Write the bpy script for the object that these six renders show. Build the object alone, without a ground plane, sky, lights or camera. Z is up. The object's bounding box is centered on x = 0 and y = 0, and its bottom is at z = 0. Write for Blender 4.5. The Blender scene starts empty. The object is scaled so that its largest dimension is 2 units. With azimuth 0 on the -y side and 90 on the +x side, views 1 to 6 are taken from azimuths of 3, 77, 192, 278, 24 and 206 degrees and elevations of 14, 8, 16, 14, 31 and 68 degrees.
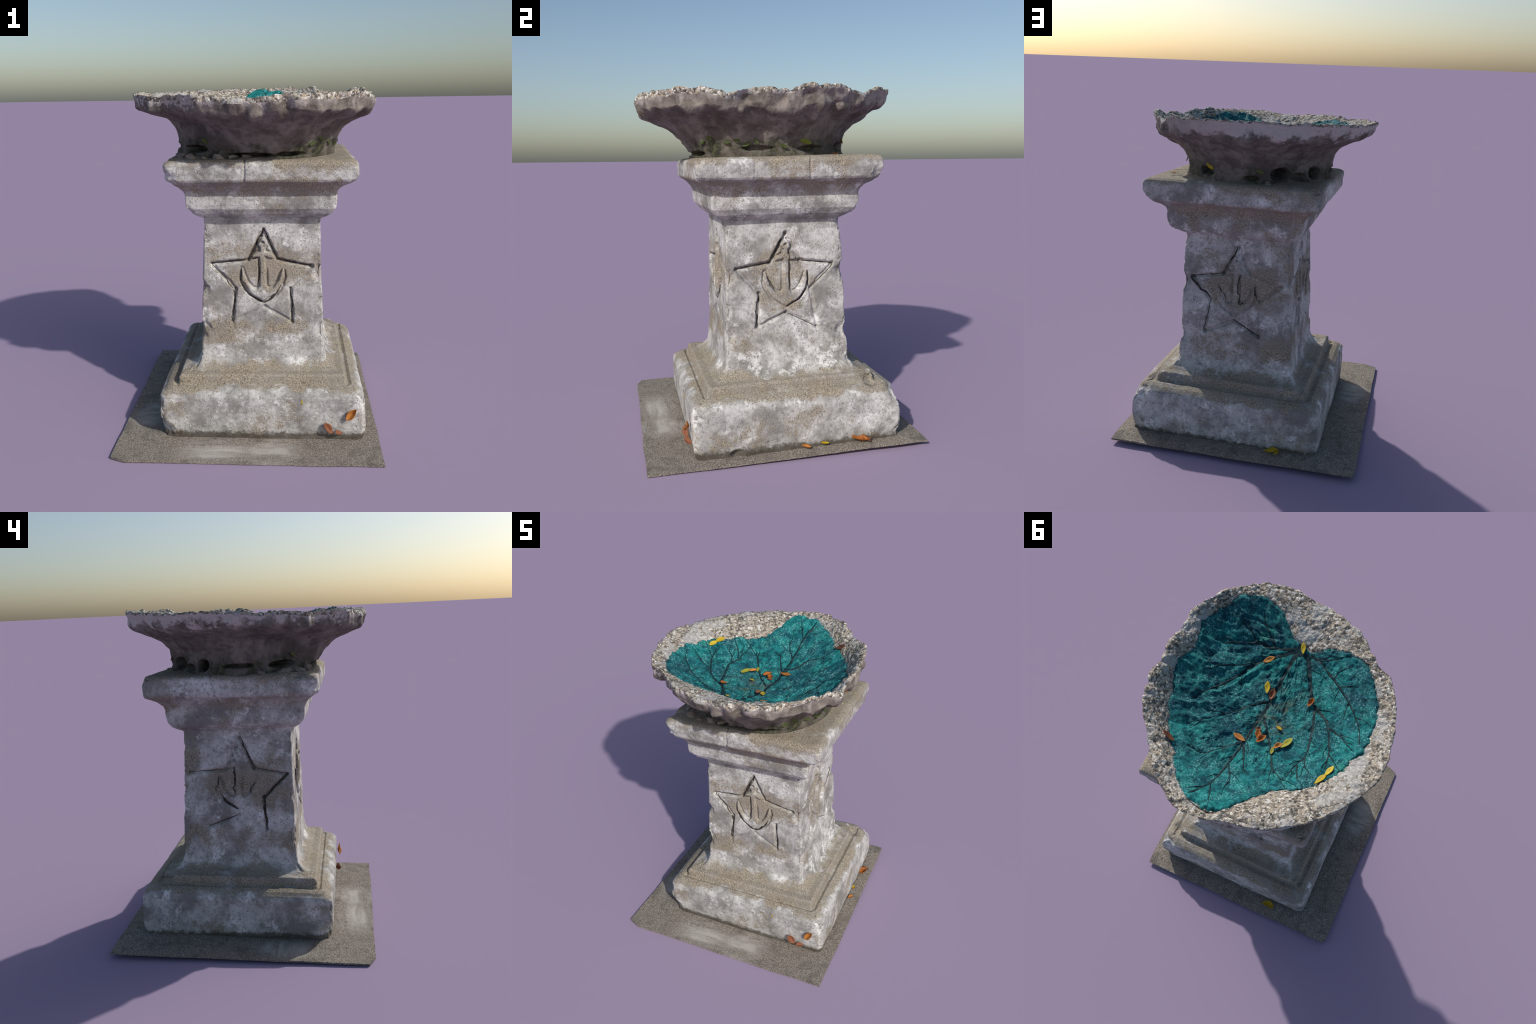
"""Weathered concrete bird bath: square pedestal with carved star-and-anchor
panels, carrying a rough cast leaf bowl with a teal painted leaf print."""
import bpy, math
import numpy as np

rng = np.random.default_rng(7)

# ------------------------------------------------------------------ noise
def _hash(ix, iy, iz, seed):
    h = (ix * 374761393 + iy * 668265263 + iz * 2147483647 + seed * 1274126177) & 0xFFFFFFFF
    h = ((h ^ (h >> 13)) * 1274126177) & 0xFFFFFFFF
    h = ((h ^ (h >> 16)) * 2246822519) & 0xFFFFFFFF
    return ((h ^ (h >> 15)) & 0xFFFFFF) / float(0xFFFFFF)

def vnoise(p, seed=0):
    """value noise in -1..1"""
    i = np.floor(p).astype(np.int64); f = p - i
    f = f * f * f * (f * (f * 6 - 15) + 10)
    out = 0.0
    for dx in (0, 1):
        wx = f[..., 0] if dx else 1 - f[..., 0]
        for dy in (0, 1):
            wy = f[..., 1] if dy else 1 - f[..., 1]
            for dz in (0, 1):
                wz = f[..., 2] if dz else 1 - f[..., 2]
                out = out + wx * wy * wz * _hash(i[..., 0] + dx, i[..., 1] + dy, i[..., 2] + dz, seed)
    return out * 2 - 1

def fbm(p, scale, octaves=4, seed=0, rough=0.5):
    a, s, out, tot = 1.0, scale, 0.0, 0.0
    for o in range(octaves):
        out = out + a * vnoise(p * s + 17.3 * o, seed + o); tot += a
        a *= rough; s *= 2.03
    return out / tot

def worley(p, scale, seed=0):
    """distance to the nearest scattered point, in cells"""
    q = p * scale; i = np.floor(q).astype(np.int64)
    best = np.full(q.shape[:-1], 9.0)
    for dx in (-1, 0, 1):
        for dy in (-1, 0, 1):
            for dz in (-1, 0, 1):
                c = [i[..., 0] + dx, i[..., 1] + dy, i[..., 2] + dz]
                d = 0.0
                for k in range(3):
                    d = d + (c[k] + _hash(c[0], c[1], c[2], seed + 31 * k) - q[..., k]) ** 2
                best = np.minimum(best, d)
    return np.sqrt(best)

def chisel(p, scale, seed=0):
    """broken-stone facets: every Voronoi cell is a randomly tilted plane (metres)"""
    q = p * scale; i = np.floor(q).astype(np.int64)
    best = np.full(q.shape[:-1], 9.0); val = np.zeros(q.shape[:-1])
    for dx in (-1, 0, 1):
        for dy in (-1, 0, 1):
            for dz in (-1, 0, 1):
                c = [i[..., 0] + dx, i[..., 1] + dy, i[..., 2] + dz]
                off = [q[..., k] - c[k] - _hash(c[0], c[1], c[2], seed + 31 * k) for k in range(3)]
                d = off[0] ** 2 + off[1] ** 2 + off[2] ** 2
                v = sum(off[k] * (_hash(c[0], c[1], c[2], seed + 500 + 17 * k) - 0.5) for k in range(3))
                m = d < best
                best = np.where(m, d, best); val = np.where(m, v, val)
    return 2 * val / scale

def sstep(a, b, x):
    t = np.clip((x - a) / (b - a), 0, 1)
    return t * t * (3 - 2 * t)

def seg_dist(px, py, pts, closed=False):
    """distance from points to a polyline"""
    pts = np.asarray(pts, float)
    if closed:
        pts = np.vstack([pts, pts[:1]])
    best = np.full(px.shape, 1e9)
    for a, b in zip(pts[:-1], pts[1:]):
        d = b - a; L = d @ d
        t = np.clip(((px - a[0]) * d[0] + (py - a[1]) * d[1]) / L, 0, 1)
        best = np.minimum(best, np.hypot(px - a[0] - t * d[0], py - a[1] - t * d[1]))
    return best

def inside(px, py, poly):
    poly = np.asarray(poly, float); res = np.zeros(px.shape, bool)
    for a, b in zip(poly, np.roll(poly, -1, 0)):
        c = (a[1] > py) != (b[1] > py)
        with np.errstate(divide="ignore", invalid="ignore"):
            x = (b[0] - a[0]) * (py - a[1]) / (b[1] - a[1]) + a[0]
        res ^= c & (px < x)
    return res

def sdf(px, py, poly):
    d = seg_dist(px, py, poly, True)
    return np.where(inside(px, py, poly), -d, d)

def periodic(theta, table):
    t = np.array([a for a, _ in table], float); v = np.array([b for _, b in table], float)
    o = np.argsort(t); t, v = t[o], v[o]
    return np.interp(np.mod(theta, 360), np.r_[t[-3:] - 360, t, t[:3] + 360], np.r_[v[-3:], v, v[:3]])

def catmull(pts, n=10):
    pts = np.asarray(pts, float)
    P = np.vstack([2 * pts[0] - pts[1], pts, 2 * pts[-1] - pts[-2]])
    out = []
    for k in range(1, len(P) - 2):
        for t in np.linspace(0, 1, n, endpoint=False):
            a, b, c, d = P[k - 1], P[k], P[k + 1], P[k + 2]
            out.append(0.5 * (2 * b + (c - a) * t + (2 * a - 5 * b + 4 * c - d) * t * t + (3 * b - a - 3 * c + d) * t ** 3))
    out.append(pts[-1])
    return np.array(out)

# ------------------------------------------------------------------ mesh helpers
def grid_normals(G, wrap):
    """per-vertex normals of a (rows, cols, 3) grid"""
    du = np.gradient(G, axis=0)
    dv = (np.roll(G, -1, 1) - np.roll(G, 1, 1)) if wrap else np.gradient(G, axis=1)
    n = np.cross(dv, du)
    L = np.linalg.norm(n, axis=-1, keepdims=True)
    return n / np.maximum(L, 1e-9)

def grid_faces(R, C, wrap):
    i = np.arange(R - 1)[:, None] * C
    j = np.arange(C if wrap else C - 1)[None, :]
    k = (j + 1) % C
    return np.stack([i + j, i + k, i + C + k, i + C + j], -1).reshape(-1, 4)

def make_mesh(name, verts, faces, smooth=True):
    me = bpy.data.meshes.new(name)
    verts = np.asarray(verts, np.float32).reshape(-1, 3); faces = np.asarray(faces, np.int32)
    k = faces.shape[1]
    me.vertices.add(len(verts)); me.vertices.foreach_set("co", verts.ravel())
    me.loops.add(faces.size); me.loops.foreach_set("vertex_index", faces.ravel())
    me.polygons.add(len(faces))
    me.polygons.foreach_set("loop_start", np.arange(0, faces.size, k, dtype=np.int32))
    me.polygons.foreach_set("use_smooth", np.full(len(faces), smooth))
    me.update(calc_edges=True); me.validate()
    return me

def add_object(name, mesh, parent=None, material=None):
    ob = bpy.data.objects.new(name, mesh)
    bpy.context.scene.collection.objects.link(ob)
    if parent is not None:
        ob.parent = parent
    if material is not None and mesh is not None:
        mesh.materials.clear(); mesh.materials.append(material)
    return ob

def region_object(name, verts, normals, faces, keep, parent, material):
    """part cut from one smooth body: shared border vertices, whole-body normals"""
    f = faces[keep]; used, inv = np.unique(f, return_inverse=True)
    me = make_mesh(name, verts[used], inv.reshape(f.shape))
    me.normals_split_custom_set_from_vertices([tuple(n) for n in normals[used]])
    return add_object(name, me, parent, material)

# ------------------------------------------------------------------ materials
class Mat:
    def __init__(self, name):
        self.m = bpy.data.materials.new(name); self.m.use_nodes = True
        self.t = self.m.node_tree; self.t.nodes.clear()
        self.out = self.n("ShaderNodeOutputMaterial")
        self.b = self.n("ShaderNodeBsdfPrincipled")
        self.t.links.new(self.b.outputs[0], self.out.inputs[0])
        self.co = self.n("ShaderNodeTexCoord").outputs["Object"]
    def n(self, kind, **kw):
        nd = self.t.nodes.new(kind)
        for k, v in kw.items():
            setattr(nd, k, v)
        return nd
    def put(self, sock, v):
        if hasattr(v, "is_output"):
            self.t.links.new(v, sock)
        else:
            sock.default_value = (*v, 1.0) if isinstance(v, tuple) and len(v) == 3 and sock.type == "RGBA" else v
    def noise(self, scale, detail=4, rough=0.55, vec=None, dist=0.0):
        nd = self.n("ShaderNodeTexNoise")
        self.put(nd.inputs["Vector"], vec if vec is not None else self.co)
        nd.inputs["Scale"].default_value = scale; nd.inputs["Detail"].default_value = detail
        nd.inputs["Roughness"].default_value = rough; nd.inputs["Distortion"].default_value = dist
        return nd.outputs["Fac"]
    def voronoi(self, scale, out="Distance", vec=None):
        nd = self.n("ShaderNodeTexVoronoi")
        self.put(nd.inputs["Vector"], vec if vec is not None else self.co)
        nd.inputs["Scale"].default_value = scale
        return nd.outputs[out]
    def mapping(self, loc=(0, 0, 0), rot=(0, 0, 0), scale=(1, 1, 1), vec=None):
        nd = self.n("ShaderNodeMapping")
        self.put(nd.inputs["Vector"], vec if vec is not None else self.co)
        nd.inputs["Location"].default_value = loc; nd.inputs["Rotation"].default_value = rot
        nd.inputs["Scale"].default_value = scale
        return nd.outputs[0]
    def math(self, op, a, b=0.0, c=0.0):
        nd = self.n("ShaderNodeMath", operation=op)
        self.put(nd.inputs[0], a); self.put(nd.inputs[1], b); self.put(nd.inputs[2], c)
        return nd.outputs[0]
    def rng(self, v, a, b, lo=0.0, hi=1.0, smooth=True):
        nd = self.n("ShaderNodeMapRange", interpolation_type="SMOOTHSTEP" if smooth else "LINEAR")
        self.put(nd.inputs[0], v)
        for k, x in zip((1, 2, 3, 4), (a, b, lo, hi)):
            nd.inputs[k].default_value = x
        return nd.outputs[0]
    def mix(self, f, a, b, blend="MIX"):
        nd = self.n("ShaderNodeMix", data_type="RGBA", blend_type=blend)
        self.put(nd.inputs[0], f); self.put(nd.inputs[6], a); self.put(nd.inputs[7], b)
        return nd.outputs[2]
    def ramp(self, v, stops):
        nd = self.n("ShaderNodeValToRGB"); self.put(nd.inputs[0], v)
        e = nd.color_ramp.elements
        while len(e) < len(stops):
            e.new(0.5)
        for el, (p, c) in zip(e, stops):
            el.position = p
            el.color = (*c, 1) if isinstance(c, tuple) else (c, c, c, 1)
        return nd.outputs[0]
    def xyz(self, vec=None):
        nd = self.n("ShaderNodeSeparateXYZ"); self.put(nd.inputs[0], vec if vec is not None else self.co)
        return nd.outputs
    def finish(self, color, rough=0.9, bump=None, strength=0.3, distance=0.01, spec=0.2, **kw):
        self.put(self.b.inputs["Base Color"], color); self.put(self.b.inputs["Roughness"], rough)
        self.b.inputs["Specular IOR Level"].default_value = spec
        for k, v in kw.items():
            self.put(self.b.inputs[k.replace("_", " ")], v)
        if bump is not None:
            nd = self.n("ShaderNodeBump"); nd.inputs["Strength"].default_value = strength
            nd.inputs["Distance"].default_value = distance
            self.put(nd.inputs["Height"], bump); self.t.links.new(nd.outputs[0], self.b.inputs["Normal"])
        return self.m

def concrete_material():
    """lime-washed concrete: pale paint, worn to brown sandy grain in patches,
    lichen on ledges and dark earth line at the foot"""
    m = Mat("weathered_concrete")
    z = m.xyz()[2]
    warp = m.noise(9, 5, 0.6)
    zw = m.math("ADD", z, m.math("MULTIPLY", m.math("SUBTRACT", warp, 0.5), 0.10))
    # brown for lost lime wash and for baked cavetto shade, ledge by ledge (height / 2 m)
    worn = m.ramp(m.math("MULTIPLY", zw, 0.5), [
        (0.0, 0.55), (0.03, 0.42), (0.12, 0.36), (0.142, 0.22), (0.160, 0.72), (0.190, 0.74),
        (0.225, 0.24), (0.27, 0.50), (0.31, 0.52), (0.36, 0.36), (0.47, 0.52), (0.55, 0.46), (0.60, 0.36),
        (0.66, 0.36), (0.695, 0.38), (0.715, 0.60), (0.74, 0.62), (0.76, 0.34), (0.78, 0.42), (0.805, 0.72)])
    patch = m.noise(3.4, 9, 0.70)
    grain = m.noise(48, 5, 0.75)
    fine = m.noise(150, 3, 0.75)
    # damp brown bloom around the carved panels
    bloom = 0.0
    for x, y, zc in ((0.085, -0.30, 0.97), (0.42, 0.06, 0.93), (0.08, 0.385, 0.93), (-0.265, 0.02, 0.97)):
        ln = m.n("ShaderNodeVectorMath", operation="LENGTH")
        m.put(ln.inputs[0], m.mapping(loc=(-x, -y, -zc)))
        bloom = m.math("MAXIMUM", bloom, m.rng(ln.outputs["Value"], 0.08, 0.26, 1.0, 0.0))
    v = m.math("ADD", m.math("ADD", worn, m.math("MULTIPLY", m.math("SUBTRACT", patch, 0.5), 2.1)),
               m.math("MULTIPLY", m.math("SUBTRACT", grain, 0.5), 0.9))
    v = m.math("ADD", v, m.math("MULTIPLY", bloom, 0.09))
    brown = m.rng(v, 0.43, 0.66)
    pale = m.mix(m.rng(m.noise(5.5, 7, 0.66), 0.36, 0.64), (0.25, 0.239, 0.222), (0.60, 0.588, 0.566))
    pale = m.mix(m.rng(grain, 0.36, 0.52, 0.55, 0.0), pale, (0.185, 0.172, 0.152))
    lime = m.math("MULTIPLY", m.rng(m.noise(7.5, 7, 0.72), 0.52, 0.64), m.rng(grain, 0.38, 0.52))
    pale = m.mix(m.math("MULTIPLY", lime, 0.9), pale, (0.76, 0.75, 0.73))
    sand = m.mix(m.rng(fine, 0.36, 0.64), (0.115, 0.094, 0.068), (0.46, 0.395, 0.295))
    sand = m.mix(m.rng(m.noise(6, 4, 0.6), 0.4, 0.65, 0, 0.55), sand, (0.27, 0.245, 0.21))
    col = m.mix(m.math("MULTIPLY", brown, 0.9), pale, sand)
    # dark grains
    pit = m.rng(m.voronoi(80), 0.12, 0.30, 1.0, 0.0)
    pit = m.math("MULTIPLY", pit, m.rng(m.noise(14, 4), 0.46, 0.62))
    col = m.mix(m.math("MULTIPLY", pit, 0.7), col, (0.075, 0.065, 0.055))
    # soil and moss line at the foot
    dark_tone = m.rng(m.math("ADD", z, m.math("MULTIPLY", m.math("SUBTRACT", m.noise(26, 5, 0.7), 0.5), 0.09)), 0.045, 0.075, 0.85, 0.0)
    col = m.mix(dark_tone, col, (0.075, 0.062, 0.045))
    h = m.math("ADD", m.math("MULTIPLY", fine, 0.5), m.math("MULTIPLY", grain, 1.0))
    h = m.math("SUBTRACT", h, m.math("MULTIPLY", pit, 0.5))
    return m.finish(col, 0.92, h, 0.5, 0.010)

def aggregate_material():
    """broken concrete with visible gravel, for the bowl rim"""
    m = Mat("gravel_concrete")
    cells = m.n("ShaderNodeTexVoronoi"); m.put(cells.inputs["Vector"], m.co); cells.inputs["Scale"].default_value = 78
    tone = m.rng(m.math("MULTIPLY", m.xyz(cells.outputs["Color"])[0], 1.0), 0, 1, 0, 1, False)
    col = m.ramp(tone, [(0.0, (0.08, 0.074, 0.066)), (0.3, (0.25, 0.22, 0.18)), (0.55, (0.50, 0.45, 0.38)),
                        (0.75, (0.46, 0.37, 0.26)), (0.85, (0.66, 0.62, 0.56)), (1.0, (0.80, 0.77, 0.71))])
    fine = m.noise(190, 3, 0.7)
    col = m.mix(m.rng(fine, 0.38, 0.54, 0.75, 0.0), col, (0.10, 0.093, 0.088))
    mortar = m.mix(m.noise(40, 4), (0.30, 0.30, 0.30), (0.56, 0.55, 0.53))
    col = m.mix(m.rng(m.noise(7, 5, 0.6), 0.50, 0.62, 0, 0.75), col, mortar)
    h = m.math("ADD", m.math("MULTIPLY", m.voronoi(78), -1.0), m.math("MULTIPLY", fine, 0.6))
    return m.finish(col, 0.9, h, 0.5, 0.012)

def bowl_material():
    """cast underside of the bowl: dark stained grey brown, pale flaking near the lip"""
    m = Mat("stained_concrete")
    z = m.xyz()[2]
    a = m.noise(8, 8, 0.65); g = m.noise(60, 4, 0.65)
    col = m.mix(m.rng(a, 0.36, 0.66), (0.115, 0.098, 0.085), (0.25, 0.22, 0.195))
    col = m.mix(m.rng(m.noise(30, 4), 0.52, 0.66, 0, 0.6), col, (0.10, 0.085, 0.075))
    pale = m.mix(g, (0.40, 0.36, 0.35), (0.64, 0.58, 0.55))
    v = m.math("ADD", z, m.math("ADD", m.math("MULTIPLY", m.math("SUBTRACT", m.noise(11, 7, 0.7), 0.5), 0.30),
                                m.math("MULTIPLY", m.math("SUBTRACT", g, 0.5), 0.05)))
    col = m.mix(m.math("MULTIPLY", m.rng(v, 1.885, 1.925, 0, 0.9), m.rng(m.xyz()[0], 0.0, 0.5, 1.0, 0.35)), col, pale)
    # dark green tint for foliage the scan smeared into the gap above the cap
    smear_tint = m.math("MULTIPLY", m.rng(m.math("ADD", z, m.math("MULTIPLY", m.math("SUBTRACT", m.noise(17, 5), 0.5), 0.15)), 1.66, 1.74, 0.85, 0.0),
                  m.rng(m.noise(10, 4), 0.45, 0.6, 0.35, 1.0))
    col = m.mix(smear_tint, col, m.mix(m.rng(m.noise(45, 3), 0.4, 0.7), (0.025, 0.028, 0.02), (0.10, 0.105, 0.05)))
    h = m.math("ADD", a, m.math("MULTIPLY", g, 0.6))
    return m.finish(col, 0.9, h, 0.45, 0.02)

def teal_material():
    m = Mat("teal_leaf_paint")
    a = m.noise(5.5, 8, 0.72); b = m.noise(24, 7, 0.78); c = m.noise(110, 4, 0.75)
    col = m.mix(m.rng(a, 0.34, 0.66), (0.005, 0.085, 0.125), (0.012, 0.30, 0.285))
    col = m.mix(m.rng(m.noise(6, 5, 0.6), 0.56, 0.70, 0, 0.6), col, (0.010, 0.33, 0.22))
    col = m.mix(m.rng(b, 0.38, 0.54, 0.85, 0.0), col, (0.005, 0.045, 0.060))
    col = m.mix(m.rng(c, 0.36, 0.50, 0.5, 0.0), col, (0.004, 0.055, 0.070))
    flake = m.math("MULTIPLY", m.rng(c, 0.52, 0.60), m.rng(m.noise(12, 5, 0.7), 0.42, 0.58))
    col = m.mix(m.math("MULTIPLY", flake, 0.8), col, (0.22, 0.48, 0.48))
    # silt washed into the deepest part
    r = m.n("ShaderNodeVectorMath", operation="LENGTH")
    m.put(r.inputs[0], m.mapping(loc=(-0.0, 0.06, -1.72), scale=(1, 1, 1)))
    silt = m.math("MULTIPLY", m.rng(r.outputs["Value"], 0.05, 0.26, 0.75, 0.0), m.rng(m.noise(13, 6, 0.6), 0.42, 0.66))
    col = m.mix(silt, col, (0.115, 0.115, 0.075))
    h = m.math("ADD", b, m.math("MULTIPLY", c, 0.5))
    return m.finish(col, m.rng(b, 0.3, 0.7, 0.85, 0.68), h, 0.8, 0.016, spec=0.25)

def pavement_material():
    m = Mat("speckled_pavement")
    fine = m.noise(150, 3, 0.75); mid = m.noise(14, 6, 0.6)
    col = m.mix(m.rng(fine, 0.36, 0.64), (0.090, 0.076, 0.062), (0.36, 0.320, 0.270))
    col = m.mix(m.rng(m.voronoi(120), 0.08, 0.22, 0.7, 0.0), col, (0.42, 0.39, 0.35))
    col = m.mix(m.rng(mid, 0.45, 0.7, 0, 0.5), col, (0.09, 0.08, 0.07))
    # pale scraped streaks in front of the plinth
    streak = m.noise(4.2, 9, 0.70, vec=m.mapping(rot=(0, 0, math.radians(-38)), scale=(0.7, 3.0, 1)), dist=0.3)
    mask = 0.0
    for x, y, rx, ry in ((-0.16, -0.66, 0.26, 0.17), (0.13, -0.66, 0.20, 0.17), (-0.62, -0.25, 0.12, 0.2)):
        ln = m.n("ShaderNodeVectorMath", operation="LENGTH")
        m.put(ln.inputs[0], m.mapping(loc=(-x / rx, -y / ry, 0), scale=(1 / rx, 1 / ry, 0)))
        k = m.rng(ln.outputs["Value"], 0.3, 1.15, 1.0, 0.0)
        mask = m.math("MAXIMUM", mask, k)
    s = m.math("MULTIPLY", mask, m.rng(streak, 0.36, 0.66, 0.12, 1.0))
    col = m.mix(m.math("MULTIPLY", s, 0.8), col, m.mix(fine, (0.36, 0.33, 0.30), (0.60, 0.57, 0.53)))
    return m.finish(col, 0.93, fine, 0.35, 0.006)

def leaf_material(name, c1, c2):
    m = Mat(name)
    y = m.noise(22, 4, 0.6)
    rnd = m.n("ShaderNodeObjectInfo").outputs["Random"]
    col = m.mix(m.rng(m.math("ADD", y, m.math("MULTIPLY", m.math("SUBTRACT", rnd, 0.5), 0.3)), 0.35, 0.65), c1, c2)
    mat = m.finish(col, 0.6, y, 0.2, 0.004, spec=0.3)
    tr = m.n("ShaderNodeBsdfTranslucent"); m.put(tr.inputs["Color"], col)
    mx = m.n("ShaderNodeMixShader"); mx.inputs[0].default_value = 0.2
    m.t.links.new(m.b.outputs[0], mx.inputs[1]); m.t.links.new(tr.outputs[0], mx.inputs[2])
    m.t.links.new(mx.outputs[0], m.out.inputs[0])
    return mat

def plain_material(name, c1, c2, scale=40, rough=0.8):
    m = Mat(name)
    g = m.noise(scale, 4, 0.65)
    return m.finish(m.mix(m.rng(g, 0.35, 0.65), c1, c2), rough, g, 0.3, 0.006)

MAT = dict(concrete=concrete_material(), gravel=aggregate_material(), bowl=bowl_material(), teal=teal_material(),
           pavement=pavement_material(),
           vein=plain_material("dark_vein_paint", (0.006, 0.016, 0.020), (0.012, 0.045, 0.052), 60, 0.6),
           dark_tone=plain_material("groove_shade", (0.030, 0.027, 0.025), (0.11, 0.096, 0.082), 70, 0.95),  # dark carving lines, partly baked shade, put into the colour
           rubble=plain_material("rubble_stone", (0.16, 0.135, 0.115), (0.36, 0.31, 0.27), 45),
           orange=leaf_material("orange_dry_leaf", (0.42, 0.13, 0.025), (0.60, 0.27, 0.06)),
           yellow=leaf_material("yellow_leaf", (0.55, 0.38, 0.02), (0.68, 0.52, 0.05)),
           green=leaf_material("yellow_green_leaf", (0.20, 0.24, 0.03), (0.42, 0.40, 0.05)),
           smear_leaf=leaf_material("dull_smear_leaf", (0.05, 0.07, 0.02), (0.17, 0.19, 0.05)),
           brown=leaf_material("brown_dry_leaf", (0.16, 0.055, 0.03), (0.30, 0.12, 0.06)))

root = bpy.data.objects.new("bird_bath", None)
bpy.context.scene.collection.objects.link(root)
root["label"] = "weathered concrete pedestal bird bath with a teal leaf-print bowl"
root["category"] = "bird bath"

# ------------------------------------------------------------------ pedestal
# height, then the four faces (-x, +x, -y, +y) and the corner radius
PROFILE = [
    (0.014, -0.500, 0.664, -0.516, 0.636, 0.030), (0.045, -0.508, 0.670, -0.522, 0.645, 0.030),
    (0.100, -0.510, 0.674, -0.530, 0.648, 0.026), (0.230, -0.503, 0.668, -0.534, 0.638, 0.026),
    (0.272, -0.506, 0.664, -0.531, 0.638, 0.030), (0.297, -0.497, 0.650, -0.519, 0.629, 0.035),
    (0.318, -0.472, 0.622, -0.491, 0.600, 0.035), (0.328, -0.442, 0.597, -0.463, 0.568, 0.030),
    (0.320, -0.418, 0.578, -0.450, 0.540, 0.020), (0.326, -0.408, 0.567, -0.440, 0.530, 0.015),
    (0.368, -0.402, 0.560, -0.432, 0.524, 0.012), (0.379, -0.392, 0.549, -0.422, 0.514, 0.012),
    (0.382, -0.352, 0.510, -0.384, 0.474, 0.012), (0.398, -0.315, 0.480, -0.346, 0.438, 0.012),
    (0.432, -0.292, 0.458, -0.317, 0.416, 0.013), (0.480, -0.284, 0.447, -0.309, 0.408, 0.014),
    (0.570, -0.280, 0.438, -0.306, 0.402, 0.014), (0.900, -0.264, 0.425, -0.298, 0.384, 0.014),
    (1.244, -0.248, 0.415, -0.295, 0.364, 0.012), (1.266, -0.250, 0.417, -0.298, 0.367, 0.012),
    (1.276, -0.266, 0.435, -0.320, 0.387, 0.012), (1.300, -0.306, 0.472, -0.356, 0.422, 0.014),
    (1.332, -0.327, 0.495, -0.380, 0.438, 0.016), (1.362, -0.333, 0.501, -0.385, 0.443, 0.016),
    (1.396, -0.334, 0.501, -0.385, 0.446, 0.015), (1.408, -0.332, 0.499, -0.383, 0.445, 0.014),
    (1.432, -0.341, 0.507, -0.393, 0.452, 0.014), (1.460, -0.369, 0.531, -0.414, 0.475, 0.014),
    (1.480, -0.405, 0.569, -0.443, 0.510, 0.016), (1.492, -0.432, 0.597, -0.465, 0.536, 0.020),
    (1.505, -0.440, 0.606, -0.472, 0.545, 0.024), (1.550, -0.443, 0.609, -0.473, 0.548, 0.024),
    (1.586, -0.441, 0.607, -0.471, 0.546, 0.024), (1.602, -0.432, 0.598, -0.462, 0.537, 0.026),
    (1.612, -0.408, 0.574, -0.438, 0.512, 0.030), (1.616, -0.200, 0.366, -0.230, 0.302, 0.030),
    (1.618, 0.050, 0.110, 0.005, 0.065, 0.010)]

# star outlines per face as seen from outside: (offset to the right of centre, height), tip first, clockwise
STAR = {
    "front": (0.083, [(0.093, 1.201), (0.172, 1.025), (0.368, 0.985), (0.246, 0.850), (0.256, 0.651), (0.098, 0.745),
                      (-0.096, 0.649), (-0.072, 0.850), (-0.209, 1.000), (0.003, 1.022)]),
    "right": (0.040, [(0.043, 1.186), (0.122, 1.032), (0.316, 1.008), (0.184, 0.872), (0.223, 0.640), (0.040, 0.738),
                      (-0.128, 0.664), (-0.112, 0.851), (-0.244, 0.996), (-0.049, 1.024)]),
    "back": (-0.083, [(-0.073, 1.210), (0.002, 1.049), (0.207, 0.988), (0.068, 0.877), (0.074, 0.650), (-0.086, 0.740),
                      (-0.279, 0.649), (-0.243, 0.862), (-0.365, 0.999), (-0.168, 1.035)]),
    "left": (-0.040, [(-0.017, 1.217), (0.058, 1.030), (0.266, 0.990), (0.116, 0.843), (0.128, 0.642), (-0.038, 0.738),
                      (-0.240, 0.659), (-0.187, 0.834), (-0.341, 1.008), (-0.114, 1.021)])}
# depth of each of the ten star strokes (metres), worn differently on every face
STROKE = {"front": [13, 15, 6, 12, 6, 4, 15, 9, 14, 15], "right": [7, 12, 7, 5, 9, 9, 15, 9, 13, 15],
          "back": [8, 6, 9, 6, 14, 10, 10, 15, 12, 14], "left": [18, 11, 16, 20, 5, 9, 4, 6, 10, 6]}
ANCHOR = [(-0.013, 0.166), (-0.013, 0.118), (-0.060, 0.098), (-0.062, 0.078), (-0.014, 0.088), (-0.016, -0.085),
          (-0.032, -0.104), (-0.060, -0.098), (-0.092, -0.058), (-0.118, 0.018), (-0.124, -0.040), (-0.112, -0.085),
          (-0.075, -0.135), (0.000, -0.178), (0.075, -0.135), (0.112, -0.085), (0.124, -0.035), (0.118, 0.020),
          (0.090, -0.055), (0.060, -0.096), (0.032, -0.102), (0.018, -0.085), (0.016, 0.088), (0.062, 0.076),
          (0.060, 0.096), (0.013, 0.118), (0.013, 0.166)]

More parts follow.
